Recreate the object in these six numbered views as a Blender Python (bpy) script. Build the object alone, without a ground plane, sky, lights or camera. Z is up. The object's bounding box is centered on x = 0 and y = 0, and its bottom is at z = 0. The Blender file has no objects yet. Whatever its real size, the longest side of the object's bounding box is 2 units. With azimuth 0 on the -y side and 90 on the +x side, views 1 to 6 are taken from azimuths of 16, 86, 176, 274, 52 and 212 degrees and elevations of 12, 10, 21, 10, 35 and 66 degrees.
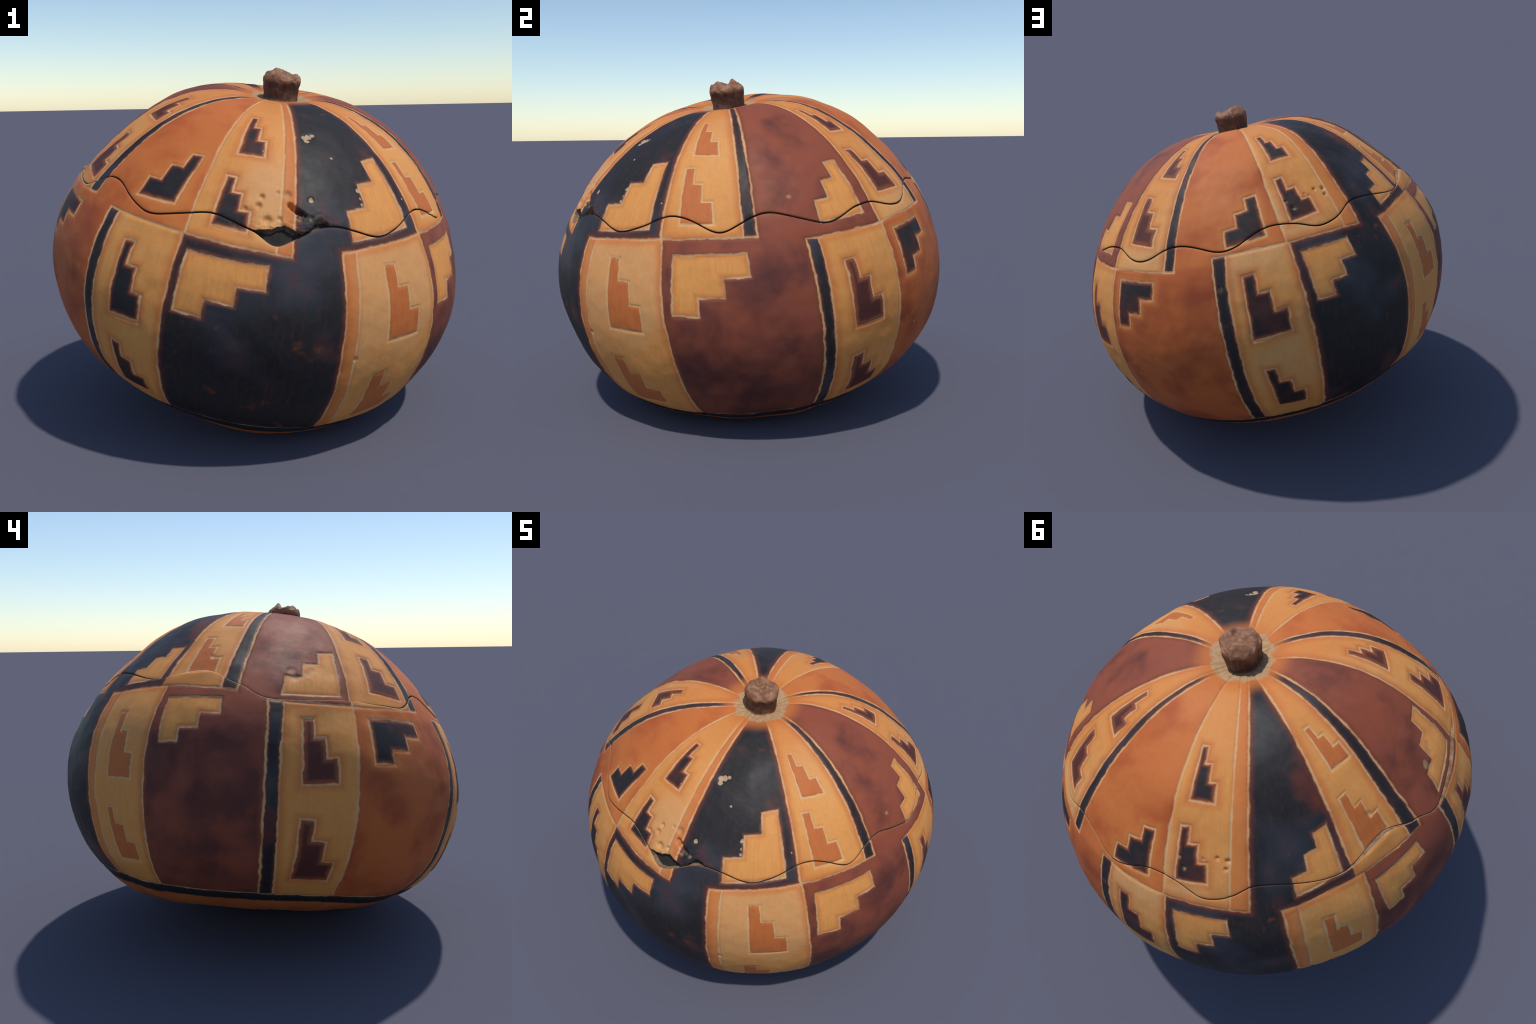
# A carved, burnt and painted gourd box: round squat gourd with a wavy-cut lid,
# its own dry stem as the handle, and a band pattern of twelve gores with
# stepped ("stair") motifs in black, brick red, orange and straw.
import bpy, math
import numpy as np
from mathutils import Matrix, Vector

rng = np.random.default_rng(7)

# ------------------------------------------------------------------ frame
# The gourd leans: its own axis (stem upwards) is tilted from the world's z.
ORIGIN = Vector((0.010, -0.036, 0.690))
AXIS = Vector((0.177, -0.088, 1.0)).normalized()
ROT = Vector((0, 0, 1)).rotation_difference(AXIS).to_matrix()
FRAME = Matrix.Translation(ORIGIN) @ ROT.to_4x4()
ROTN = np.array(ROT)
ORGN = np.array(ORIGIN)

# ------------------------------------------------------------------ gourd skin
# Cross-sections: polar angle from the stem (degrees) -> radii from the centre
# every 20 degrees round the axis.
POLE_TOP, POLE_BOTTOM = 0.855, 0.651
SECTIONS = {
 12: (.872, .876, .879, .878, .876, .874, .874, .873, .871, .869, .866, .861, .857, .854, .854, .856, .860, .866),
 20: (.888, .896, .900, .900, .899, .898, .899, .900, .899, .895, .889, .880, .870, .863, .860, .862, .868, .878),
 30: (.904, .916, .921, .924, .927, .930, .933, .933, .929, .922, .914, .902, .888, .878, .874, .874, .880, .890),
 42: (.918, .934, .938, .942, .950, .952, .954, .950, .938, .930, .924, .916, .902, .891, .890, .890, .893, .902),
 54: (.927, .950, .959, .962, .966, .963, .966, .956, .946, .939, .933, .930, .916, .904, .907, .907, .907, .915),
 66: (.941, .967, .986, .991, .991, .993, .996, .984, .984, .972, .962, .959, .940, .926, .933, .932, .927, .933),
 78: (.964, .984, 1.008, 1.018, 1.017, 1.028, 1.028, 1.012, 1.014, .999, .994, .986, .966, .952, .958, .957, .948, .955),
 90: (.980, .994, 1.014, 1.029, 1.025, 1.034, 1.028, 1.009, 1.005, .996, .998, .986, .972, .962, .962, .963, .956, .963),
 102: (.970, .984, 1.002, 1.022, 1.016, 1.012, 1.006, .990, .981, .974, .970, .956, .956, .952, .947, .950, .950, .954),
 114: (.940, .950, .964, .984, .983, .971, .968, .960, .945, .931, .914, .908, .914, .917, .923, .930, .932, .932),
 126: (.891, .897, .897, .908, .913, .905, .897, .884, .865, .847, .834, .833, .835, .847, .876, .889, .884, .882),
 138: (.812, .821, .818, .818, .824, .817, .798, .774, .753, .744, .742, .740, .738, .759, .799, .815, .803, .798),
 150: (.730, .744, .748, .749, .748, .738, .713, .684, .666, .661, .663, .664, .668, .690, .722, .734, .726, .720),
 165: (.679, .684, .688, .688, .683, .672, .656, .641, .630, .626, .627, .632, .641, .654, .666, .674, .675, .676),
}

# Local swells and flats: azimuth, polar angle, height (m), spread in each angle.
SWELLS = [(-141, 121, .018, 14, 10), (-146, 106, .013, 12, 8), (87, 96, .009, 9, 11), (-45, 31, .009, 8, 6),
          (126, 117.5, -.013, 13, 6), (59, 111.6, -.012, 10, 6), (4, 110.8, -.010, 11, 6), (114, 85, -.007, 7, 7),
          (161, 30.5, -.011, 10, 6)]

def spline_setup(x, y):
    """Second derivatives of the natural cubic spline through (x, y[:, k])."""
    n = len(x)
    A = np.zeros((n, n)); b = np.zeros_like(y)
    A[0, 0] = A[-1, -1] = 1
    for i in range(1, n - 1):
        h0, h1 = x[i] - x[i - 1], x[i + 1] - x[i]
        A[i, i - 1], A[i, i], A[i, i + 1] = h0, 2 * (h0 + h1), h1
        b[i] = 6 * ((y[i + 1] - y[i]) / h1 - (y[i] - y[i - 1]) / h0)
    return np.linalg.solve(A, b)

def spline_eval(x, y, m, q):
    i = np.clip(np.searchsorted(x, q) - 1, 0, len(x) - 2)
    h = x[i + 1] - x[i]
    a = (x[i + 1] - q) / h; b = (q - x[i]) / h
    col = (slice(None),) + (None,) * (y.ndim - 1)
    return (a[col] * y[i] + b[col] * y[i + 1]
            + ((a**3 - a) * h * h / 6)[col] * m[i] + ((b**3 - b) * h * h / 6)[col] * m[i + 1])

_knots = np.array([0.0] + sorted(SECTIONS) + [180.0])
_rad = np.array([[POLE_TOP] * 18] + [SECTIONS[k] for k in sorted(SECTIONS)] + [[POLE_BOTTOM] * 18])
_four = np.fft.rfft(_rad, axis=1) / 18            # round the axis: a Fourier series
_re2, _im2 = spline_setup(_knots, _four.real), spline_setup(_knots, _four.imag)

def skin_radius(th, ph):
    """Radius of the smooth gourd at azimuth th, polar angle ph (degree arrays)."""
    shape = np.broadcast(th, ph).shape
    t = np.radians(np.broadcast_to(th, shape).ravel()); p = np.broadcast_to(ph, shape).ravel().astype(float)
    re = spline_eval(_knots, _four.real, _re2, p); im = spline_eval(_knots, _four.imag, _im2, p)
    r = re[:, 0].copy()
    for k in range(1, 10):
        w = 2.0 if k < 9 else 1.0
        r += w * (re[:, k] * np.cos(k * t) - im[:, k] * np.sin(k * t))
    r -= 0.050 * np.exp(-(p / 9.5) ** 2)           # hollow round the stem
    for t0, p0, amp, wt, wp in SWELLS:
        r += amp * np.exp(-(((np.degrees(t) - t0 + 180) % 360 - 180) / wt) ** 2 - ((p - p0) / wp) ** 2)
    return r.reshape(shape)

def direction(th, ph):
    t, p = np.radians(th), np.radians(ph)
    return np.stack([np.sin(p) * np.cos(t), np.sin(p) * np.sin(t), np.cos(p) + 0 * t], -1)

class Lumps:
    """Cheap smooth 3D noise: a sum of seeded sine waves, about -1..1."""
    def __init__(self, size, n=22):
        d = rng.normal(size=(n, 3)); d /= np.linalg.norm(d, axis=1, keepdims=True)
        self.k = d * (2 * np.pi / (size * rng.uniform(0.6, 1.6, (n, 1)))); self.p = rng.uniform(0, 6.28, n)
        self.n = n
    def __call__(self, P):
        out = np.zeros(P.shape[:-1])
        for k, p in zip(self.k, self.p): out += np.sin(P @ k + p)
        return out / math.sqrt(self.n / 2) * 0.6

# ------------------------------------------------------------------ pattern
# Six sectors. Each has, above the belt line, a straw gore and then a coloured
# gore; below the belt the coloured field comes first and then a straw gore.
# All angles in degrees. A line is (a, b, c): azimuth = start + a + b u + c u^2
# with u running from the belt to the stem (upper) or to the base ring (lower).
SECTORS = [
 dict(colour='black',  start=-97.0,  up=(.5, -.4, -2.8),  low=(0, -.6, 0),     umid=(27.2, 1.6, -1.0), uw=.030, lmid=(44.7, 1.7, .8),   lw=.031, belt=(66.4, .025, .001)),
 dict(colour='red',    start=-24.3,  up=(-.1, -1.4, -1.5), low=(.4, 4.0, .8),  umid=(26.3, .9, 1.0),   uw=.029, lmid=(42.9, .9, -.4),   lw=.028, belt=(63.7, -.030, .002)),
 dict(colour='orange', start=41.0,   up=(-.2, 2.2, 4.5),  low=(.1, -.8, .2),   umid=(22.6, 1.5, 2.0),  uw=.026, lmid=(37.7, -.7, .6),   lw=.030, belt=(68.0, .042, 0)),
 dict(colour='black',  start=98.4,   up=(-.3, -2.6, 2.9), low=(.3, 1.0, .3),   umid=(20.2, 3.4, 4.5),  uw=.038, lmid=(32.4, 1.9, -1.6), lw=.031, belt=(66.5, .015, .001)),
 dict(colour='red',    start=149.8,  up=(-.9, .6, -1.3),  low=(1.0, .4, -1.0), umid=(19.4, -1.2, 3.6), uw=.034, lmid=(31.9, 1.5, .3),   lw=.030, belt=(65.8, -.056, .003)),
 dict(colour='orange', start=-157.8, up=(0, 1.5, 1.6),    low=(.2, -.4, 2.4),  umid=(23.6, 2.6, 8.0),  uw=.030, lmid=(37.2, 1.2, .4),   lw=.029, belt=(67.4, -.054, -.001)),
]
RING = 118.6          # polar angle of the black ring round the foot

# Stair motifs: paint, inner corner (azimuth, polar), base vector, rise vector.
STAIRS = [
 # upper straw gores, two each
 ('dark',  -89.2, 42.2,  10.2, -.2, -1.6, -15.2), ('dark',  -90.0, 62.8, 9.6, .4, 0, -13.4),
 ('amber', -18.0, 38.1,  11.0, 1.0, -.9, -14.0),  ('amber', -18.9, 59.4, 10.5, .4, -1.0, -16.4),
 ('brown',  49.2, 39.3,  9.0, 1.0, 1.0, -12.4),   ('brown',  46.8, 60.8, 10.0, 1.1, -.1, -14.2),
 ('dark',  103.2, 41.2,  8.8, 0, .1, -12.6),      ('dark',  101.4, 61.3, 8.8, -.6, 0, -13.4),
 ('amber', 156.0, 40.0,  8.8, -.2, -.8, -11.4),   ('amber', 154.0, 61.4, 9.0, -1.4, -.6, -14.6),
 ('brown', -149.4, 40.1, 11.6, .2, 2.6, -11.6),   ('brown', -150.6, 62.0, 11.6, 1.0, 2.6, -13.8),
 # upper coloured gores
 ('straw', -29.5, 60.8, -20.7, 2.4, -1.2, -19.8), ('straw', 36.1, 64.1, -13.4, -.4, 1.0, -15.5),
 ('dark',   93.0, 63.3, -11.9, 1.2, -.3, -12.0),  ('straw', 145.8, 63.0, -12.5, 1.8, .2, -12.0),
 ('straw', -160.7, 64.2, -15.8, 1.4, 1.0, -15.2), ('dark', -102.7, 60.0, -13.2, .7, 1.1, -14.6),
 # lower coloured fields
 ('straw', -94.2, 70.4, 20.4, .5, -.2, 13.7),     ('straw', -20.0, 67.9, 20.3, .4, .5, 14.8),
 ('dark',   44.9, 71.3, 13.3, .3, -.5, 11.8),     ('straw', 101.5, 70.1, 13.3, .1, .7, 11.9),
 ('straw', 153.4, 69.4, 14.3, -.8, 1.1, 11.0),    ('dark', -153.6, 70.5, 16.6, -.8, .8, 10.8),
 # lower straw gores, two each
 ('amber', -40.2, 88.2, 11.0, -.2, -1.1, -18.4),  ('amber', -41.8, 114.8, 12.6, -1.4, -.4, -17.0),
 ('brown',  26.2, 91.0, 8.6, .2, -.5, -16.8),     ('brown',  26.8, 114.6, 9.6, -1.0, -.8, -14.6),
 ('dark',   84.3, 88.5, 9.6, -.6, .2, -15.9),     ('dark',   86.2, 111.6, 8.2, .6, -.8, -14.3),
 ('amber', 138.6, 90.1, 8.1, -.2, -.5, -16.5),    ('amber', 139.2, 111.0, 7.4, -.2, -1.4, -13.6),
 ('brown', -170.6, 87.8, 8.2, -.9, -.8, -15.5),   ('brown', -170.3, 111.9, 10.2, .2, .1, -16.2),
 ('dark',  -112.1, 90.2, 8.8, -.4, -.3, -18.0),   ('dark', -111.0, 111.2, 8.4, .8, -1.0, -13.4),
]
STEP_W = (.32, .66)   # width of the top and middle steps, share of the base
STEP_H = (.36, .69)   # height of the first and second steps, share of the rise

def wrap(a):
    return (a + 180.0) % 360.0 - 180.0

def stair_frame(st):
    """Matrix from (azimuth, polar) offsets to metres along base and rise."""
    _, t0, p0, bx, by, rx, ry = st
    pm = p0 + (by + ry) / 2
    rho = float(skin_radius(np.array([t0]), np.array([pm]))[0])
    kx, ky = math.radians(1) * rho * math.sin(math.radians(pm)), math.radians(1) * rho
    la = math.hypot(bx * kx, by * ky); lb = math.hypot(rx * kx, ry * ky)
    det = bx * ry - by * rx
    return (ry / det * la, -rx / det * la, -by / det * lb, bx / det * lb, la, lb)

def stair_distance(st, th, ph):
    m00, m01, m10, m11, la, lb = stair_frame(st)
    dx, dy = wrap(th - st[1]), ph - st[2]
    a, b = m00 * dx + m01 * dy, m10 * dx + m11 * dy
    body = np.minimum(np.maximum(a - la, b - STEP_H[0] * lb),
                      np.minimum(np.maximum(a - STEP_W[1] * la, b - STEP_H[1] * lb),
                                 np.maximum(a - STEP_W[0] * la, b - lb)))
    return np.maximum(np.maximum(-a, -b), body)

def sector_fields(th, ph, s, rho):
    """Signed metric distances to each sector's lines (right of / below = +)."""
    u, v = (66.0 - ph) / 56.0, (ph - 66.0) / 52.0
    K = math.radians(1.0); out = []
    for S in SECTORS:
        d = wrap(th - S['start'])
        q = lambda c, w: (d - (c[0] + c[1] * w + c[2] * w * w)) * K * s
        out.append(dict(U=q(S['up'], u), L=q(S['low'], v), M=q(S['umid'], u), N=q(S['lmid'], v),
                        B=(ph - (S['belt'][0] + S['belt'][1] * d + S['belt'][2] * d * d)) * K * rho,
                        uw=S['uw'] * np.clip(.3 + .8 * s, .3, 1.0), lw=S['lw']))
    return out

def line_distance(th, ph, s, rho):
    F = sector_fields(th, ph, s, rho); best = np.full(th.shape, 9.0)
    for i, f in enumerate(F):
        nx, pv = F[(i + 1) % 6], F[i - 1]
        for d in (np.maximum(np.abs(f['U']), f['B']), np.maximum(np.abs(np.abs(f['M']) - f['uw']), f['B']),
                  np.maximum(np.abs(f['L']), -f['B']), np.maximum(np.abs(np.abs(f['N']) - f['lw']), -nx['B']),
                  np.maximum(np.abs(f['B']), np.maximum(f['M'] - f['uw'], -pv['N'] - pv['lw']))):
            best = np.minimum(best, d)
    return best

# ------------------------------------------------------------------ lid cut
CUT = [(-175.7, 67.5), (-167, 66.7), (-158, 65.7), (-151, 65.8), (-145, 65.8), (-140, 65.3), (-135.5, 62.9),
 (-131.5, 60.3), (-128, 59.5), (-124, 60), (-119.5, 61.6), (-113.3, 63.5), (-109.5, 64.1), (-103.5, 63), (-96.3, 61),
 (-91, 60), (-86, 60.7), (-81, 62), (-77.6, 63.1), (-74, 65.1), (-72, 65.5), (-69.4, 64.6), (-65.4, 62.5),
 (-61.8, 60.7), (-57, 59.8), (-52.5, 60.2), (-48, 61.2), (-42, 62.5), (-36, 61.6), (-29, 59.2), (-24, 57.5),
 (-19.7, 57.4), (-12, 60.1), (-6.6, 62.2), (-1.7, 60.9), (3.3, 59), (8.3, 58.5), (14, 60.3), (19, 62.3), (24, 64),
 (28.6, 63.6), (34.7, 62.2), (38, 62.1), (41.5, 62.4), (46, 64.2), (52, 65.8), (57, 65), (61.5, 63.1), (66.2, 62.3),
 (73.3, 63.6), (79.7, 65.3), (84.7, 64.4), (90.3, 62.1), (95, 61.1), (99, 61.4), (104, 62.7), (108.2, 64.4),
 (112, 64.5), (117, 63.2), (121.4, 61.2), (126, 60.8), (131, 61.4), (136, 62.3), (141, 63.2), (146, 63.4),
 (151, 62.4), (158, 60.6), (164, 60.9), (169, 63.2), (173, 64.6), (176.7, 66.7)]
# where the lid's edge has broken away at the front
BREAK = [(-80.5, 62.3), (-78, 62.6), (-75.3, 62.0), (-73.5, 61.9), (-72.4, 61.1), (-70.5, 60.6), (-68.5, 61.3),
 (-66.6, 61.9), (-65.4, 62.1), (-63.1, 60.8), (-61.3, 58.8), (-59.7, 58.2), (-57.5, 59.5)]

def open_joint(th):
    """1 where the lid stands off the body, 0 at the back where they meet."""
    return 1 - 1 / (1 + np.exp((np.abs(wrap(np.asarray(th, float) + 180 + 3)) - 42) / 3.0))

_ct = np.array([c[0] for c in CUT]); _cp = np.array([c[1] for c in CUT])
_cx = np.concatenate([_ct[-6:] - 360, _ct, _ct[:6] + 360])
_cy = np.concatenate([_cp[-6:], _cp, _cp[:6]])
_cm = spline_setup(_cx, _cy)

def cut_curve(th):
    return spline_eval(_cx, _cy, _cm, wrap(np.asarray(th, float)))

def lid_edge(th):
    t = wrap(np.asarray(th, float))
    c = cut_curve(t)
    bx = np.array([b[0] for b in BREAK]); by = np.array([b[1] for b in BREAK])
    e = np.interp(t, bx, by)
    e += .12 * np.sin(t * 3.1) * np.sin(t * 4.7 + 1) + .03 * np.sin(t * 17.3)
    return np.where((t > bx[0]) & (t < bx[-1]), np.minimum(c, e), c)

# worm holes and chips: azimuth, polar, radius (m), depth (m)
PITS = [(-77.7, 53.9, .011, .012), (-78.3, 56.4, .013, .012), (-70.0, 52.5, .016, .010), (-73.0, 52.3, .008, .006),
 (-82.0, 57.5, .009, .008), (-75.3, 59.8, .017, .014), (-72.0, 59.1, .010, .009), (-66.3, 58.6, .013, .010),
 (-63.0, 58.4, .010, .009), (-69.1, 55.4, .012, .022), (-68.0, 56.1, .012, .026), (-66.8, 56.8, .012, .026),
 (-65.6, 57.3, .010, .022), (-64.5, 57.8, .008, .014),
 (113.3, 54.2, .009, .009), (116.3, 54.7, .010, .012), (115.7, 56.7, .008, .010), (102.1, 55.4, .008, .008),
 (103.8, 57.9, .011, .010), (109.2, 54.8, .007, .006), (-174.5, 58.0, .022, .004), (-173.6, 60.0, .020, .005),
 (-168.2, 56.8, .018, .003), (-169.4, 58.2, .018, .003), (159.9, 54.3, .012, .004), (-49.4, 92.0, .009, .008),
 (15.3, 55.4, .012, .004), (78.2, 74.7, .012, .006)]
CHIPS = [(-62.6, 53.5, .013, .005), (-45.0, 50.2, .013, .006), (-45.2, 52.5, .008, .004), (-45.1, 54.2, .008, .004),
 (-84.8, 61.4, .006, .003), (-83.5, 61.8, .007, .003), (-61.3, 33.0, .019, .004), (-59.4, 32.6, .019, .004),
 (-57.4, 32.0, .013, .003), (-60.8, 34.3, .015, .003), (43.8, 94.5, .007, .003), (47.4, 97.3, .008, .003),
 (47.3, 94.8, .005, .002), (-26.6, 53.8, .006, .002), (-80.0, 40.0, .005, .002), (-52.0, 40.5, .006, .002)]

big, mid, fine = Lumps(.30), Lumps(.11), Lumps(.035)
crumb = Lumps(.02)

def point(th, ph, part):
    """Finished outer surface, local frame, for the lid or the body."""
    r = skin_radius(th, ph)
    d = direction(th, ph)
    P = d * r[..., None]
    s = np.hypot(P[..., 0], P[..., 1])
    off = .0026 * big(P) + .0008 * mid(P) + .0002 * fine(P)
    ln = line_distance(th, ph, s, r)
    off -= .0030 * np.exp(-(ln / .006) ** 2)
    for st in STAIRS:
        lo, hi = st[2] + min(0, st[4], st[6]) - 4, st[2] + max(0, st[4], st[6]) + 4
        m = (np.abs(wrap(th - st[1])) < 28) & (ph > lo) & (ph < hi)
        if not m.any(): continue
        sd = stair_distance(st, th[m], ph[m])
        o = -.0030 * np.exp(-((sd - .003) / .006) ** 2)
        if st[0] == 'straw': o -= .0030 * np.clip(.5 - sd / .008, 0, 1)
        off[m] += o
    off -= .004 * np.exp(-((ph - RING) * .0155 / .008) ** 2)          # groove of the foot ring
    for (t0, p0, rad, dep) in PITS + CHIPS:
        m = (np.abs(wrap(th - t0)) < 4) & (np.abs(ph - p0) < 3)
        if not m.any(): continue
        x = wrap(th[m] - t0) * math.radians(1) * s[m]; y = (ph[m] - p0) * math.radians(1) * r[m]
        off[m] -= dep * np.exp(-((x * x + y * y) / rad ** 2) ** 1.6 * 1.2)
    cut = cut_curve(th); gap = (ph - cut) * math.radians(1) * r
    ledge = np.exp(-(wrap(th - 158) / 11) ** 2)
    seat = np.exp(-(wrap(th + 166) / 15) ** 2)
    if part == 'body':
        off += .012 * ledge * np.exp(-(gap / .05) ** 2) + .006 * np.exp(-(wrap(th + 136) / 8) ** 2 - (gap / .05) ** 2) + .009 * seat * np.exp(-(gap / .06) ** 2)
        off -= .003 * (.25 + .75 * open_joint(th)) * np.exp(-gap / .005)
    else:
        edge = (lid_edge(th) - ph) * math.radians(1) * r
        off -= .012 * ledge * np.exp(-(gap / .07) ** 2) + .009 * seat * np.exp(-(gap / .06) ** 2)
        off -= .003 * (.25 + .75 * open_joint(th)) * np.exp(-edge / .005)
        brk = np.exp(-(np.maximum(np.abs(wrap(th + 70)) - 9, 0) / 2) ** 2) * np.exp(-np.maximum(edge, 0) / .03)
        off += brk * .0022 * crumb(P)
    P = d * (r + off)[..., None]
    if part == 'body':                                               # sits flat on its base
        W = P @ ROTN.T + ORGN
        k = .006; z = W[..., 2] - .004
        W[..., 2] = np.where(z > .1, z, k * np.log1p(np.exp(np.clip(z, -.2, .1) / k)))
        P = (W - ORGN) @ ROTN
    return P

# ------------------------------------------------------------------ node helpers
class Nodes:
    def __init__(self, tree):
        self.t = tree
    def new(self, kind, **props):
        n = self.t.nodes.new(kind)
        for k, v in props.items(): setattr(n, k, v)
        return n
    def put(self, socket, v):
        if isinstance(v, bpy.types.NodeSocket): self.t.links.new(v, socket)
        elif v is not None: socket.default_value = v
    def m(self, op, a, b=None, c=None, clamp=False):
        n = self.new('ShaderNodeMath', operation=op, use_clamp=clamp)
        for i, v in enumerate((a, b, c)): self.put(n.inputs[i], v)
        return n.outputs[0]
    def many(self, op, items):
        r = items[0]
        for x in items[1:]: r = self.m(op, r, x)
        return r
    def ramp(self, v, lo, hi, a=0.0, b=1.0, smooth=True):
        n = self.new('ShaderNodeMapRange', interpolation_type='SMOOTHSTEP' if smooth else 'LINEAR')
        for i, x in enumerate((v, lo, hi, a, b)): self.put(n.inputs[i], x)
        return n.outputs[0]
    def mix(self, f, a, b, blend='MIX'):
        n = self.new('ShaderNodeMix', data_type='RGBA', blend_type=blend)
        self.put(n.inputs[0], f); self.put(n.inputs[6], a); self.put(n.inputs[7], b)
        return n.outputs[2]
    def noise(self, vec, scale, detail=3.0, rough=.55, dist=0.0, out=0):
        n = self.new('ShaderNodeTexNoise')
        self.put(n.inputs['Vector'], vec); n.inputs['Scale'].default_value = scale
        n.inputs['Detail'].default_value = detail; n.inputs['Roughness'].default_value = rough
        n.inputs['Distortion'].default_value = dist
        return n.outputs[out]

def rgb(r, g, b): return (r, g, b, 1.0)

PAINT = dict(
 straw=rgb(.71, .300, .076), straw_deep=rgb(.62, .205, .042), pale=rgb(.63, .385, .185),
 orange=rgb(.56, .150, .034), orange_deep=rgb(.42, .085, .020),
 red=rgb(.27, .066, .034), red_deep=rgb(.075, .022, .020),
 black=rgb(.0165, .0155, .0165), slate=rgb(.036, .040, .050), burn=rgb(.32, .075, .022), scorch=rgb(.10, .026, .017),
 amber=rgb(.53, .150, .036), brown=rgb(.085, .022, .017), brown_edge=rgb(.24, .065, .026),
 flesh=rgb(.50, .33, .19))

def group(name, ins, outs):
    g = bpy.data.node_groups.new(name, 'ShaderNodeTree')
    for n in ins: g.interface.new_socket(n, in_out='INPUT', socket_type='NodeSocketFloat')
    for n in outs: g.interface.new_socket(n, in_out='OUTPUT', socket_type='NodeSocketFloat')
    N = Nodes(g); gi = N.new('NodeGroupInput'); go = N.new('NodeGroupOutput')
    return g, N, {n: gi.outputs[i] for i, n in enumerate(ins)}, {n: go.inputs[i] for i, n in enumerate(outs)}

def make_stair_group():
    g, N, I, O = group('stair_motif', ['theta', 'phi', 't0', 'p0', 'm00', 'm01', 'm10', 'm11', 'la', 'lb'], ['distance'])
    dx = N.m('WRAP', N.m('SUBTRACT', I['theta'], I['t0']), 180.0, -180.0)
    dy = N.m('SUBTRACT', I['phi'], I['p0'])
    a = N.m('MULTIPLY_ADD', I['m00'], dx, N.m('MULTIPLY', I['m01'], dy))
    b = N.m('MULTIPLY_ADD', I['m10'], dx, N.m('MULTIPLY', I['m11'], dy))
    boxes = []
    for w, h in ((1.0, STEP_H[0]), (STEP_W[1], STEP_H[1]), (STEP_W[0], 1.0)):
        boxes.append(N.m('MAXIMUM', N.m('MULTIPLY_ADD', I['la'], -w, a), N.m('MULTIPLY_ADD', I['lb'], -h, b)))
    body = N.many('MINIMUM', boxes)
    na, nb = N.m('MULTIPLY', a, -1.0), N.m('MULTIPLY', b, -1.0)
    N.put(O['distance'], N.m('MAXIMUM', N.m('MAXIMUM', na, nb), body))
    return g

def make_sector_group():
    ins = ['theta', 'phi', 's', 'rho', 'start'] + [k + str(i) for k in 'ULMNB' for i in range(3)]
    g, N, I, O = group('sector_lines', ins, list('ULMNB'))
    K = math.radians(1.0)
    d = N.m('WRAP', N.m('SUBTRACT', I['theta'], I['start']), 180.0, -180.0)
    u = N.m('MULTIPLY_ADD', I['phi'], -1 / 56.0, 66 / 56.0)
    v = N.m('MULTIPLY_ADD', I['phi'], 1 / 52.0, -66 / 52.0)
    ks = N.m('MULTIPLY', I['s'], K); kr = N.m('MULTIPLY', I['rho'], K)
    def poly(k, x):
        return N.m('MULTIPLY_ADD', x, N.m('MULTIPLY_ADD', x, I[k + '2'], I[k + '1']), I[k + '0'])
    for k, x in (('U', u), ('L', v), ('M', u), ('N', v)):
        N.put(O[k], N.m('MULTIPLY', N.m('SUBTRACT', d, poly(k, x)), ks))
    N.put(O['B'], N.m('MULTIPLY', N.m('SUBTRACT', I['phi'], poly('B', d)), kr))
    return g

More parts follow.
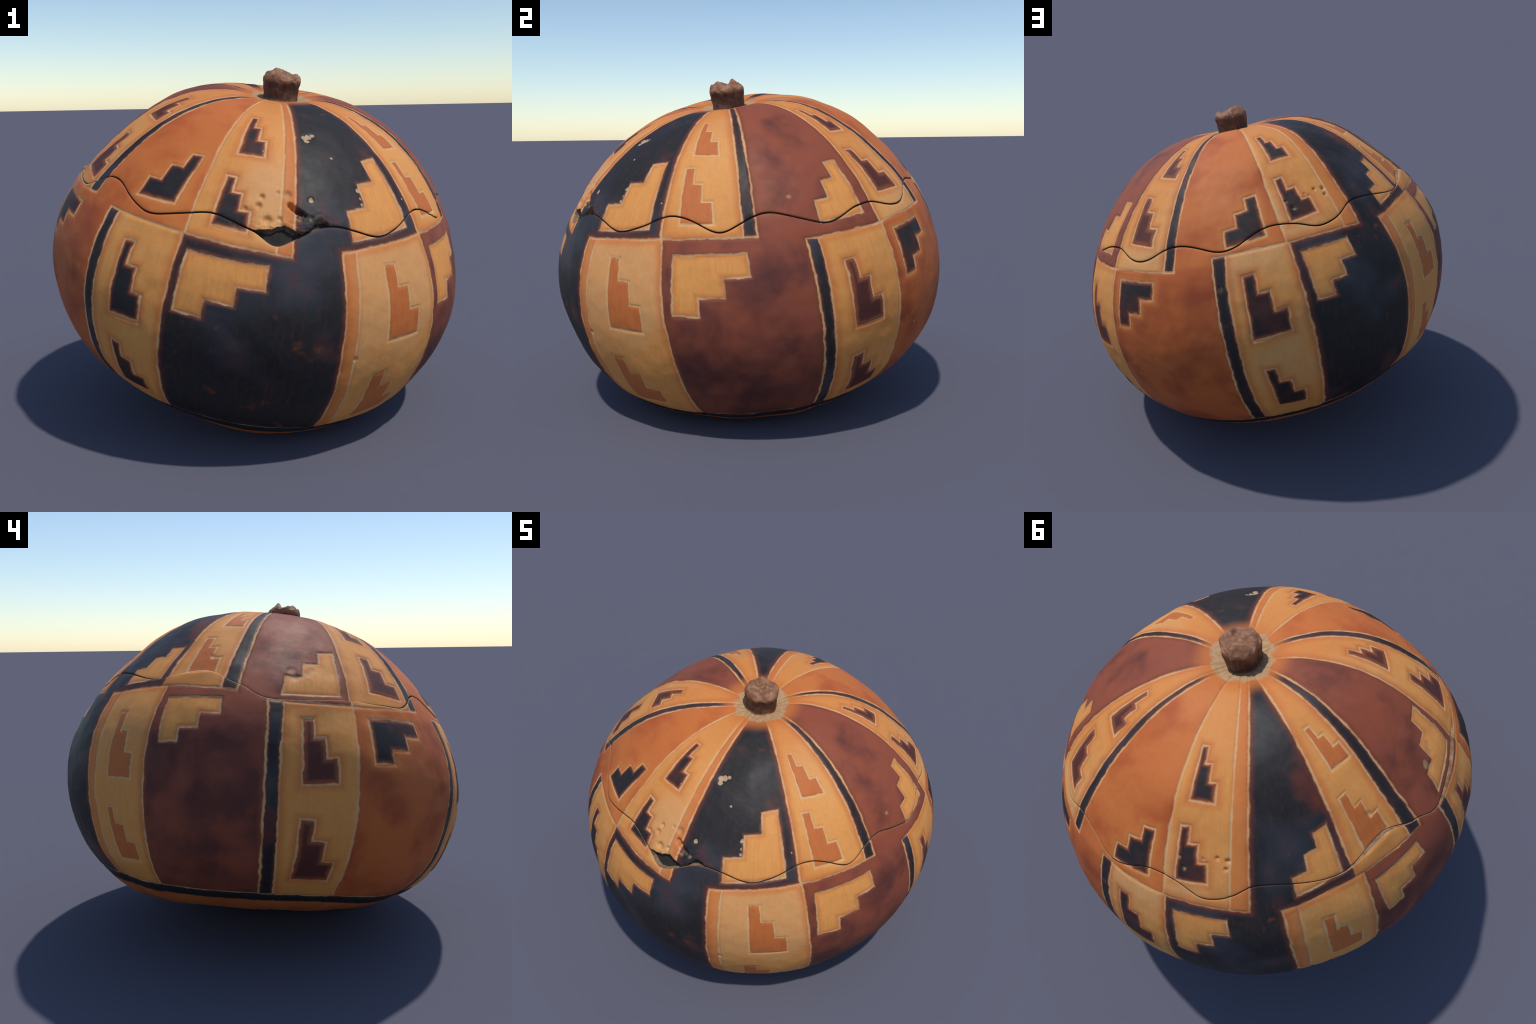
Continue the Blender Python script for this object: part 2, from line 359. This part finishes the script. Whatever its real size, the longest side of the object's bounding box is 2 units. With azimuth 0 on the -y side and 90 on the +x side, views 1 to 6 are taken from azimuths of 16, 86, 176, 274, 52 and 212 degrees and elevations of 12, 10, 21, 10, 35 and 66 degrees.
def build_paint_group():
    """Object position -> painted colour, relief height and roughness."""
    stair_g, sector_g = make_stair_group(), make_sector_group()
    g = bpy.data.node_groups.new('gourd_paint', 'ShaderNodeTree')
    g.interface.new_socket('Color', in_out='OUTPUT', socket_type='NodeSocketColor')
    g.interface.new_socket('Height', in_out='OUTPUT', socket_type='NodeSocketFloat')
    g.interface.new_socket('Roughness', in_out='OUTPUT', socket_type='NodeSocketFloat')
    N = Nodes(g); go = N.new('NodeGroupOutput')
    pos = N.new('ShaderNodeTexCoord').outputs['Object']
    sep = N.new('ShaderNodeSeparateXYZ'); N.put(sep.inputs[0], pos); x, y, z = sep.outputs
    s = N.m('SQRT', N.m('MULTIPLY_ADD', x, x, N.m('MULTIPLY', y, y)))
    ln = N.new('ShaderNodeVectorMath', operation='LENGTH'); N.put(ln.inputs[0], pos); rho = ln.outputs['Value']
    D = 180 / math.pi
    th_raw = N.m('MULTIPLY', N.m('ARCTAN2', y, x), D)
    ph_raw = N.m('MULTIPLY', N.m('ARCTAN2', s, z), D)
    # the hand that drew the lines: slow wobble and a fine tremble
    wob = N.new('ShaderNodeSeparateColor'); N.put(wob.inputs[0], N.noise(pos, 7.0, 3.0, .6, out=1))
    th = N.m('ADD', th_raw, N.m('MULTIPLY_ADD', wob.outputs[0], 1.0, -.5))
    ph = N.m('ADD', ph_raw, N.m('MULTIPLY_ADD', wob.outputs[1], 1.0, -.5))
    trem = N.new('ShaderNodeSeparateColor'); N.put(trem.inputs[0], N.noise(pos, 28.0, 2.0, .5, out=1))
    th = N.m('ADD', th, N.m('MULTIPLY_ADD', trem.outputs[0], .6, -.3))
    ph = N.m('ADD', ph, N.m('MULTIPLY_ADD', trem.outputs[1], .6, -.3))

    # meridian-wise coordinates for the scratchy grain of the skin
    gx = N.new('ShaderNodeCombineXYZ')
    N.put(gx.inputs[0], N.m('MULTIPLY', th_raw, .9)); N.put(gx.inputs[1], N.m('MULTIPLY', ph_raw, .09)); N.put(gx.inputs[2], z)
    grain = N.noise(gx.outputs[0], 1.6, 5.0, .65)
    n_big = N.noise(pos, 2.3, 3.0, .5)
    n_mid = N.noise(pos, 7.5, 4.0, .6, .4)
    n_blot = N.noise(pos, 4.6, 3.0, .52, .15)
    n_fine = N.noise(pos, 46.0, 4.0, .65)

    F = []
    for S in SECTORS:
        n = N.new('ShaderNodeGroup', node_tree=sector_g)
        for k, v in (('theta', th), ('phi', ph), ('s', s), ('rho', rho), ('start', S['start'])): N.put(n.inputs[k], v)
        for k, key in (('U', 'up'), ('L', 'low'), ('M', 'umid'), ('N', 'lmid'), ('B', 'belt')):
            for i in range(3): n.inputs[k + str(i)].default_value = S[key][i]
        taper = N.m('MULTIPLY_ADD', s, .8, .3); taper = N.m('MINIMUM', taper, 1.0)
        F.append(dict(U=n.outputs['U'], L=n.outputs['L'], M=n.outputs['M'], N=n.outputs['N'], B=n.outputs['B'],
                      uw=N.m('MULTIPLY', taper, S['uw']), lw=S['lw'], colour=S['colour']))
    ring = N.m('MULTIPLY', N.m('SUBTRACT', ph, RING), math.radians(1) * .9)   # metres below the foot ring line
    neg = lambda v: N.m('MULTIPLY', v, -1.0)
    fields = dict(black=[], red=[], orange=[]); dark_strips, orange_strips, lines = [], [], []
    for i, f in enumerate(F):
        nx, pv = F[(i + 1) % 6], F[i - 1]
        left = N.m('SUBTRACT', f['uw'], f['M']); right = N.m('ADD', f['N'], f['lw'])
        upper = N.many('MAXIMUM', [left, nx['U'], nx['B']])
        lower = N.many('MAXIMUM', [neg(f['L']), right, neg(f['B'])])
        bridge = N.many('MAXIMUM', [left, right, N.m('SUBTRACT', N.m('MINIMUM', N.m('ABSOLUTE', f['B']), N.m('ABSOLUTE', nx['B'])), .06)])
        fields[f['colour']].append(N.many('MINIMUM', [upper, lower, bridge]))
        us = N.m('SUBTRACT', N.m('ABSOLUTE', f['M']), f['uw']); ls = N.m('SUBTRACT', N.m('ABSOLUTE', f['N']), f['lw'])
        st = N.m('MINIMUM', N.m('MAXIMUM', us, f['B']), N.m('MAXIMUM', ls, neg(nx['B'])))
        (orange_strips if f['colour'] == 'black' else dark_strips).append(st)
        lines += [N.m('MAXIMUM', N.m('ABSOLUTE', f['U']), f['B']), N.m('MAXIMUM', N.m('ABSOLUTE', us), f['B']),
                  N.m('MAXIMUM', N.m('ABSOLUTE', f['L']), neg(f['B'])), N.m('MAXIMUM', N.m('ABSOLUTE', ls), neg(nx['B'])),
                  N.m('MAXIMUM', N.m('ABSOLUTE', f['B']), N.m('MAXIMUM', N.m('SUBTRACT', f['M'], f['uw']),
                                                               neg(N.m('ADD', pv['N'], pv['lw']))))]
    field = {k: N.many('MINIMUM', v) for k, v in fields.items()}
    line = N.m('MAXIMUM', N.many('MINIMUM', lines), ring)
    line = N.m('MINIMUM', line, N.m('ABSOLUTE', ring))
    dark_strip = N.many('MINIMUM', dark_strips); orange_strip = N.many('MINIMUM', orange_strips)

    kinds = {}
    for st in STAIRS:
        n = N.new('ShaderNodeGroup', node_tree=stair_g)
        vals = (th, ph, st[1], st[2]) + stair_frame(st)
        for sock, v in zip(n.inputs, vals): N.put(sock, v)
        kinds.setdefault(st[0], []).append(n.outputs[0])
    stair = {k: N.many('MINIMUM', v) for k, v in kinds.items()}
    any_stair = N.many('MINIMUM', list(stair.values()))

    # ragged soft edge for scorched paint
    rag = N.m('MULTIPLY_ADD', n_mid, .016, -.008)
    P = PAINT
    col = N.mix(N.ramp(n_big, .35, .7), P['straw'], N.mix(.5, P['straw'], P['straw_deep']))
    col = N.mix(N.m('MULTIPLY', N.ramp(grain, .45, .75), .26), col, P['straw_deep'])
    col = N.mix(N.m('MULTIPLY', N.ramp(grain, .50, .28), .25), col, P['pale'])

    col = N.mix(N.m('MULTIPLY', N.m('MULTIPLY', N.ramp(s, .62, .20), N.ramp(z, .2, .3)), .6), col, rgb(.60, .195, .045))
    bleach = N.m('MULTIPLY', N.ramp(N.noise(pos, 1.7, 2.0, .5), .50, .66), .35)
    col = N.mix(bleach, col, P['pale'])

    # heat tint on the straw just outside dark paint
    hot = N.many('MINIMUM', [stair['dark'], stair['brown'], dark_strip, field['black'], field['red']])
    hot_m = N.m('MULTIPLY', N.ramp(N.m('ADD', hot, rag), .042, .002), .75)
    col = N.mix(hot_m, col, P['orange'])

    # orange strips beside the black gores, orange fields
    col = N.mix(N.m('MULTIPLY', N.ramp(orange_strip, .003, -.006), .62), col, P['orange'])
    ofac = N.ramp(field['orange'], .003, -.006)
    ocol = N.mix(N.ramp(n_blot, .42, .72), P['orange'], P['orange_deep'])
    ocol = N.mix(N.m('MULTIPLY', N.ramp(n_big, .52, .35), .30), ocol, N.mix(.5, P['orange'], P['straw']))
    lowf = N.ramp(ph, 67.5, 69.5)
    ocol = N.mix(N.m('MULTIPLY', lowf, .8), ocol, N.mix(N.ramp(n_blot, .40, .68), rgb(.47, .105, .025), rgb(.30, .058, .017)))
    col = N.mix(ofac, col, ocol)
    near_stair = N.m('MULTIPLY', N.ramp(stair['dark'], .05, .004), N.m('MULTIPLY', ofac, .55))
    col = N.mix(near_stair, col, P['straw_deep'])

    # red fields
    rd = N.m('ADD', field['red'], N.m('MULTIPLY', rag, .5))
    rcol = N.mix(N.m('MULTIPLY', N.ramp(n_blot, .44, .72), .75), P['red'], P['red_deep'])
    rcol = N.mix(N.m('MULTIPLY', N.ramp(n_mid, .55, .35), .35), rcol, P['burn'])
    smoke = N.ramp(ph, 68.0, 74.0)          # the red fields turn darker below the belt
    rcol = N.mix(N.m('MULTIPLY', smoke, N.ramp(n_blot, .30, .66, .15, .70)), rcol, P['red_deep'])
    rcol = N.mix(N.ramp(rd, -.028, -.004), rcol, N.mix(.5, P['scorch'], P['burn']))
    rcol = N.mix(N.ramp(rd, -.010, .002), rcol, P['burn'])
    col = N.mix(N.ramp(rd, .004, -.004), col, rcol)

    # black fields and strips: burn at the rim, soot inside, red-brown showing through
    bd = N.m('ADD', N.m('MINIMUM', field['black'], N.m('MULTIPLY', N.m('ADD', dark_strip, .001), 1.9)), N.m('MULTIPLY', rag, .8))
    bleed = N.m('MULTIPLY', N.ramp(n_blot, .53, .70), N.ramp(bd, -.20, -.04, .30, .95))
    soot = N.mix(N.m('MULTIPLY', N.ramp(n_big, .48, .66), .75), P['black'], N.mix(.25, P['slate'], rgb(.06, .075, .11)))  # blue-grey noise patches paint the sky's reflection onto the black
    bcol = N.mix(bleed, soot, P['scorch'])
    bcol = N.mix(N.m('MULTIPLY', N.ramp(grain, .52, .7), .35), bcol, P['scorch'])
    bcol = N.mix(N.m('MULTIPLY', N.ramp(n_mid, .62, .76), .45), bcol, P['burn'])
    bcol = N.mix(N.ramp(bd, -.032, -.008), bcol, P['scorch'])
    bcol = N.mix(N.ramp(bd, -.013, .000), bcol, P['burn'])
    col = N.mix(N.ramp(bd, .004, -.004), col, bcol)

    # motifs
    scol = N.mix(N.m('MULTIPLY', N.ramp(grain, .4, .75), .5), P['straw'], P['straw_deep'])
    scol = N.mix(N.m('MULTIPLY', N.ramp(N.m('ADD', stair['straw'], rag), -.024, -.004), .5), scol, P['orange'])
    halo = N.m('MULTIPLY', N.ramp(N.m('ADD', stair['straw'], N.m('MULTIPLY', rag, 1.5)), .022, .004), .8)
    col = N.mix(halo, col, N.mix(.6, P['scorch'], P['burn']))
    col = N.mix(N.ramp(stair['straw'], .002, -.002), col, scol)
    col = N.mix(N.ramp(stair['amber'], .001, -.003), col, N.mix(N.m('MULTIPLY', N.ramp(grain, .35, .7), .35), P['amber'], P['orange_deep']))
    br = N.m('ADD', stair['brown'], rag)
    wcol = N.mix(N.ramp(br, -.006, -.026), P['brown_edge'], N.mix(N.ramp(n_mid, .45, .7), P['brown'], P['scorch']))
    col = N.mix(N.ramp(br, .003, -.005), col, wcol)
    dk = N.m('ADD', stair['dark'], N.m('MULTIPLY', rag, .8))
    dcol = N.mix(N.ramp(dk, -.003, -.011), P['burn'], P['scorch'])
    dcol = N.mix(N.ramp(dk, -.009, -.020), dcol, N.mix(N.m('MULTIPLY', N.ramp(n_blot, .5, .68), .6), P['black'], P['scorch']))
    col = N.mix(N.ramp(dk, .003, -.003), col, dcol)

    # scraped pale outlines, hairy and uneven
    hair = N.m('MULTIPLY_ADD', n_fine, .006, -.003)
    wide = N.m('MULTIPLY_ADD', n_mid, .005, .0008)
    e_line = N.m('ADD', line, hair)
    e_st = N.m('ADD', N.m('ABSOLUTE', N.m('SUBTRACT', any_stair, .003)), hair)
    lm = N.ramp(N.m('SUBTRACT', e_line, wide), .0042, -.0018)
    sm = N.ramp(N.m('SUBTRACT', e_st, wide), .0040, -.0018)
    lines_m = N.m('MAXIMUM', lm, sm)
    patch = N.ramp(n_mid, .28, .60, .36, .86)
    col = N.mix(N.m('MULTIPLY', lines_m, patch), col, P['pale'])

    # the black ring round the foot, orange-brown skin underneath
    foot = N.m('ADD', ring, rag)
    below = N.mix(N.ramp(n_blot, .4, .7), P['orange'], P['orange_deep'])
    col = N.mix(N.ramp(foot, .003, .010), col, P['black'])
    col = N.mix(N.ramp(foot, .052, .064), col, below)

    # bare scraped collar round the stem
    collar_r = N.m('ADD', s, N.m('MULTIPLY_ADD', N.noise(pos, 16.0, 3.0, .6), .10, -.05))
    collar = N.m('MULTIPLY', N.ramp(collar_r, .148, .126), N.ramp(z, .2, .3))
    ccol = N.mix(N.ramp(n_fine, .35, .65), P['flesh'], rgb(.42, .27, .12))
    fade = N.m('MULTIPLY', N.ramp(s, .23, .14), N.ramp(z, .2, .3))
    col = N.mix(N.m('MULTIPLY', fade, .8), col, N.mix(.4, P['orange'], P['straw_deep']))
    col = N.mix(N.m('MULTIPLY', collar, .85), col, ccol)

    # worm holes and chips show the pale flesh
    def spots(table, grow):
        ds = []
        for (t0, p0, rad, _) in table:
            c = direction(np.array(t0), np.array(p0)) * skin_radius(np.array([t0]), np.array([p0]))[0]
            n = N.new('ShaderNodeVectorMath', operation='DISTANCE'); N.put(n.inputs[0], pos)
            n.inputs[1].default_value = tuple(float(v) for v in np.ravel(c))
            ds.append(N.m('SUBTRACT', n.outputs['Value'], rad * grow))
        return N.m('ADD', N.many('MINIMUM', ds), N.m('MULTIPLY_ADD', n_fine, .018, -.009))
    pit = N.ramp(spots(PITS, .80), .006, -.006)
    col = N.mix(N.m('MULTIPLY', pit, .6), col, rgb(.44, .27, .13))
    chip = N.ramp(spots(CHIPS, .82), .002, -.002)
    col = N.mix(N.m('MULTIPLY', chip, .9), col, P['flesh'])

    # scattered pale nicks and dull grime
    vor = N.new('ShaderNodeTexVoronoi'); N.put(vor.inputs['Vector'], pos); vor.inputs['Scale'].default_value = 11.0
    nick = N.m('MULTIPLY', N.ramp(vor.outputs['Distance'], .055, .03), N.ramp(n_mid, .56, .62))
    col = N.mix(N.m('MULTIPLY', nick, .5), col, P['flesh'])
    col = N.mix(N.m('MULTIPLY', N.ramp(n_fine, .4, .8), .10), col, rgb(.16, .06, .03))

    N.put(go.inputs['Color'], col)
    h = N.m('MULTIPLY_ADD', lines_m, -.6, N.m('MULTIPLY', N.m('MULTIPLY', grain, N.ramp(s, .12, .4)), .25))
    h = N.m('MULTIPLY_ADD', n_fine, .25, h)
    N.put(go.inputs['Height'], h)
    matt = N.ramp(n_mid, .3, .7, .56, .70, smooth=False)
    N.put(go.inputs['Roughness'], N.m('MULTIPLY_ADD', N.ramp(bd, .0, -.03), -.06, matt))
    return g

PAINT_GROUP = build_paint_group()

def principled(name):
    m = bpy.data.materials.new(name); m.use_nodes = True
    t = m.node_tree; t.nodes.clear(); N = Nodes(t)
    out = N.new('ShaderNodeOutputMaterial'); b = N.new('ShaderNodeBsdfPrincipled')
    t.links.new(b.outputs[0], out.inputs[0])
    return m, N, b

def painted_material(name):
    m, N, b = principled(name)
    g = N.new('ShaderNodeGroup', node_tree=PAINT_GROUP)
    N.put(b.inputs['Base Color'], g.outputs['Color']); N.put(b.inputs['Roughness'], g.outputs['Roughness'])
    b.inputs['Specular IOR Level'].default_value = .28
    bump = N.new('ShaderNodeBump'); bump.inputs['Strength'].default_value = .25; bump.inputs['Distance'].default_value = .003
    N.put(bump.inputs['Height'], g.outputs['Height']); N.put(b.inputs['Normal'], bump.outputs[0])
    return m

def flesh_material(name, light, dark):
    """Raw inside of the shell: fibrous, dull."""
    m, N, b = principled(name)
    pos = N.new('ShaderNodeTexCoord').outputs['Object']
    n1 = N.noise(pos, 30.0, 5.0, .65); n2 = N.noise(pos, 6.0, 3.0, .6)
    col = N.mix(N.ramp(n1, .35, .7), light, dark)
    col = N.mix(N.m('MULTIPLY', N.ramp(n2, .4, .7), .5), col, dark)
    N.put(b.inputs['Base Color'], col); b.inputs['Roughness'].default_value = .9
    bump = N.new('ShaderNodeBump'); bump.inputs['Strength'].default_value = .6; bump.inputs['Distance'].default_value = .006
    N.put(bump.inputs['Height'], n1); N.put(b.inputs['Normal'], bump.outputs[0])
    return m

def stem_material():
    m, N, b = principled('dry_stem')
    pos = N.new('ShaderNodeTexCoord').outputs['Object']
    sep = N.new('ShaderNodeSeparateXYZ'); N.put(sep.inputs[0], pos)
    mp = N.new('ShaderNodeMapping'); N.put(mp.inputs[0], pos); mp.inputs['Scale'].default_value = (1, 1, .12)
    streak = N.noise(mp.outputs[0], 60.0, 5.0, .65)
    blot = N.noise(pos, 22.0, 4.0, .6, .6); fib = N.noise(pos, 70.0, 4.0, .6, 1.5)
    bark = N.mix(N.ramp(streak, .35, .7), rgb(.045, .016, .010), rgb(.110, .038, .020))
    bark = N.mix(N.m('MULTIPLY', N.ramp(blot, .5, .7), .5), bark, rgb(.20, .085, .045))
    wood = N.mix(N.ramp(blot, .35, .65), rgb(.34, .16, .075), rgb(.20, .075, .032))
    wood = N.mix(N.m('MULTIPLY', N.ramp(fib, .5, .75), .6), wood, rgb(.14, .055, .03))
    h = N.m('ADD', sep.outputs[2], N.m('MULTIPLY_ADD', blot, .05, -.025))
    col = N.mix(N.ramp(h, .893, .918), bark, wood)
    foot = N.m('ADD', sep.outputs[2], N.m('MULTIPLY_ADD', fib, .02, -.01))
    col = N.mix(N.m('MULTIPLY', N.ramp(foot, .830, .818), .8), col, rgb(.36, .21, .11))
    N.put(b.inputs['Base Color'], col); b.inputs['Roughness'].default_value = .62
    bump = N.new('ShaderNodeBump'); bump.inputs['Strength'].default_value = .3; bump.inputs['Distance'].default_value = .004
    N.put(bump.inputs['Height'], N.m('ADD', streak, N.m('MULTIPLY', fib, .5))); N.put(b.inputs['Normal'], bump.outputs[0])
    return m

# ------------------------------------------------------------------ meshes
def ring_mesh(name, rows, mats, row_mat, cap_start=True, cap_end=True):
    """Mesh from closed rings of equal count; row_mat gives the slot of each band."""
    R, n = len(rows), rows[0].shape[0]
    co = np.concatenate(rows)
    i = np.arange(n); j = (i + 1) % n
    quads = np.concatenate([np.stack([r * n + i, (r + 1) * n + i, (r + 1) * n + j, r * n + j], 1) for r in range(R - 1)])
    me = bpy.data.meshes.new(name)
    caps = int(cap_start) + int(cap_end)
    nq = len(quads)
    me.vertices.add(len(co)); me.vertices.foreach_set('co', co.astype(np.float32).ravel())
    loops = [quads.ravel()]
    if cap_start: loops.append(i)
    if cap_end: loops.append((R - 1) * n + i[::-1])
    loops = np.concatenate(loops)
    me.loops.add(len(loops)); me.loops.foreach_set('vertex_index', loops.astype(np.int32))
    me.polygons.add(nq + caps)
    starts = np.concatenate([np.arange(nq) * 4, nq * 4 + np.arange(caps) * n])
    me.polygons.foreach_set('loop_start', starts.astype(np.int32))
    mi = np.concatenate([np.repeat(np.array(row_mat, dtype=np.int32), n), np.full(caps, row_mat[-1], np.int32)])
    me.polygons.foreach_set('material_index', mi)
    me.polygons.foreach_set('use_smooth', np.ones(nq + caps, bool))
    for m in mats: me.materials.append(m)
    me.update(calc_edges=True); me.validate()
    return me

SEG = 1260
AZ = np.arange(SEG) * 360.0 / SEG - 180.0
WALL = .032

def build_lid():
    edge = lid_edge(AZ) - .06 * open_joint(AZ)
    t = np.concatenate([np.linspace(.004, .97, 215), np.linspace(.97, 1, 12)[1:]])
    TH = np.broadcast_to(AZ, (len(t), SEG)); PH = t[:, None] * edge[None]
    P = point(TH, PH, 'lid')
    rows = list(P); mat = [0] * (len(rows) - 1)
    last = rows[-1]; d = last / np.linalg.norm(last, axis=1, keepdims=True)
    rough = np.exp(-(np.maximum(np.abs(wrap(AZ + 69)) - 10, 0) / 2) ** 2)
    for k in range(1, 9):                                  # sawn (at the front broken) rim
        tuck = edge + rough * np.clip(cut_curve(AZ) - edge, 0, 2.2) * .55 * k / 8   # the break slopes in under the skin
        q = direction(AZ, tuck) * (np.linalg.norm(last, axis=1) - WALL * k / 8)[:, None]
        rows.append(q + d * (rough * .003 * crumb(q * 1.3 + k))[:, None] + np.array([0, 0, 1.0]) * (rough * .004 * crumb(q))[:, None]); mat.append(1)
    inner_edge = edge
    for f in np.linspace(1, .02, 26)[1:]:
        ph = inner_edge * f
        q = direction(AZ, ph) * (skin_radius(AZ, ph) - WALL)[:, None]
        rows.append(q); mat.append(1)
    return ring_mesh('lid', rows, [painted_material('painted_lid'), flesh_material('raw_rim', rgb(.20, .125, .065), rgb(.05, .03, .02))], mat)

def build_body():
    edge = cut_curve(AZ) + .02 + .10 * open_joint(AZ)
    t = np.concatenate([np.linspace(0, .012, 8)[:-1], np.linspace(.012, .55, 225)[:-1], np.linspace(.55, .997, 120)])
    TH = np.broadcast_to(AZ, (len(t), SEG)); PH = edge[None] + t[:, None] * (179.9 - edge[None])
    P = point(TH, PH, 'body')
    outer = list(P)
    first = outer[0]; d = first / np.linalg.norm(first, axis=1, keepdims=True)
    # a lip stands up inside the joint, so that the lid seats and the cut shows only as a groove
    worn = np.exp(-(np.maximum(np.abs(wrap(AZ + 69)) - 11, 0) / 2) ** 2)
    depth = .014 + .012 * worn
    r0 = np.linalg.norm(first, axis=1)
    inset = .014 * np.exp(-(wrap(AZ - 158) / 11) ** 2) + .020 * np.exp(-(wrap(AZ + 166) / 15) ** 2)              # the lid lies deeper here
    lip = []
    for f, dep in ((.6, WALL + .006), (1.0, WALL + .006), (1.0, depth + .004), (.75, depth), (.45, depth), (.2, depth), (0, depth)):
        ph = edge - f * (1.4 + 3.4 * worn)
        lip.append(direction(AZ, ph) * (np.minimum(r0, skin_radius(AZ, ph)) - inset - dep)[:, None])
    rim = [first - d * (depth * k / 4)[:, None] for k in range(3, 0, -1)]
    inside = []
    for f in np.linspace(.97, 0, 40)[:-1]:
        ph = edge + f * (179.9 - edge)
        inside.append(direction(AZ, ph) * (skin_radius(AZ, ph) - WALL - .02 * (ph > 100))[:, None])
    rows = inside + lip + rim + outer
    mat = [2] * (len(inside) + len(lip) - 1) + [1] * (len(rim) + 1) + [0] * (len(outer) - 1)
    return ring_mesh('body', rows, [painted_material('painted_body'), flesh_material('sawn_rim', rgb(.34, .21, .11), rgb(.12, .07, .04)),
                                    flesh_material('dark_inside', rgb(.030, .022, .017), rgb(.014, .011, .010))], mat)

def build_stem():
    n = 200
    a = np.arange(n) * 2 * np.pi / n
    prof_z = np.array([.775, .798, .818, .842, .872, .898, .918, .933, .943, .947, .946, .943, .942])
    prof_r = np.array([.089, .085, .0800, .0785, .081, .0850, .0845, .079, .067, .050, .030, .014, .004])
    q = np.linspace(0, len(prof_z) - 1, 110); xs = np.arange(len(prof_z), dtype=float)
    Y = np.stack([prof_z, prof_r], 1); mm = spline_setup(xs, Y); Y = spline_eval(xs, Y, mm, q)
    l1, l2, l3 = Lumps(.085), Lumps(.045), Lumps(.02)
    rows = []
    for zz, rr in Y:
        lobe = 1 + .028 * np.sin(5 * a + .6) + .020 * np.sin(3 * a + 2.0) + .010 * np.sin(11 * a + 1) + .006 * np.sin(23 * a)
        up = np.clip((zz - .905) / .03, 0, 1)
        r = np.maximum(rr, 0) * (1 + (lobe - 1) * (1 - .3 * up))
        P = np.stack([r * np.cos(a), r * np.sin(a), np.full(n, zz)], -1)
        lump = .6 * l1(P) + .5 * l2(P) + .16 * l3(P)
        w = .0022 + .0068 * up
        P[:, 2] += up * .0085 * lump - .006 * up
        P[:, :2] *= (1 + (w * (1 - up) + .001) * lump / .08)[:, None]
        # the snapped-off tooth, the cleft beside it and a low crest across the top
        P[:, 2] += up * .024 * np.exp(-(((P[:, 0] + .044) / .018) ** 2 + ((P[:, 1] - .032) / .017) ** 2))
        P[:, 2] -= up * .012 * np.exp(-(((P[:, 0] + .030) / .018) ** 2 + ((P[:, 1] - .002) / .014) ** 2))
        P[:, 2] += up * .006 * np.exp(-((P[:, 0] * .5 - P[:, 1] * .86 - .018) / .010) ** 2)
        P[:, 2] -= up * .007 * np.exp(-((P[:, 0] - .038) / .010) ** 2 - ((P[:, 1] + .03) / .02) ** 2)
        rows.append(P)
    rows = rows[::-1]
    return ring_mesh('stem', rows, [stem_material()], [0] * (len(rows) - 1))

# ------------------------------------------------------------------ assemble
root = bpy.data.objects.new('gourd_box', None)
root.empty_display_size = .2
bpy.context.collection.objects.link(root)
root['label'] = 'round lidded gourd box with burnt and painted stepped motifs'
root['category'] = 'gourd box'

def add(me, parent):
    ob = bpy.data.objects.new(me.name, me)
    bpy.context.collection.objects.link(ob)
    ob.parent = parent
    return ob

lid = add(build_lid(), root); lid.matrix_local = FRAME
body = add(build_body(), root); body.matrix_local = FRAME
stem = add(build_stem(), lid)
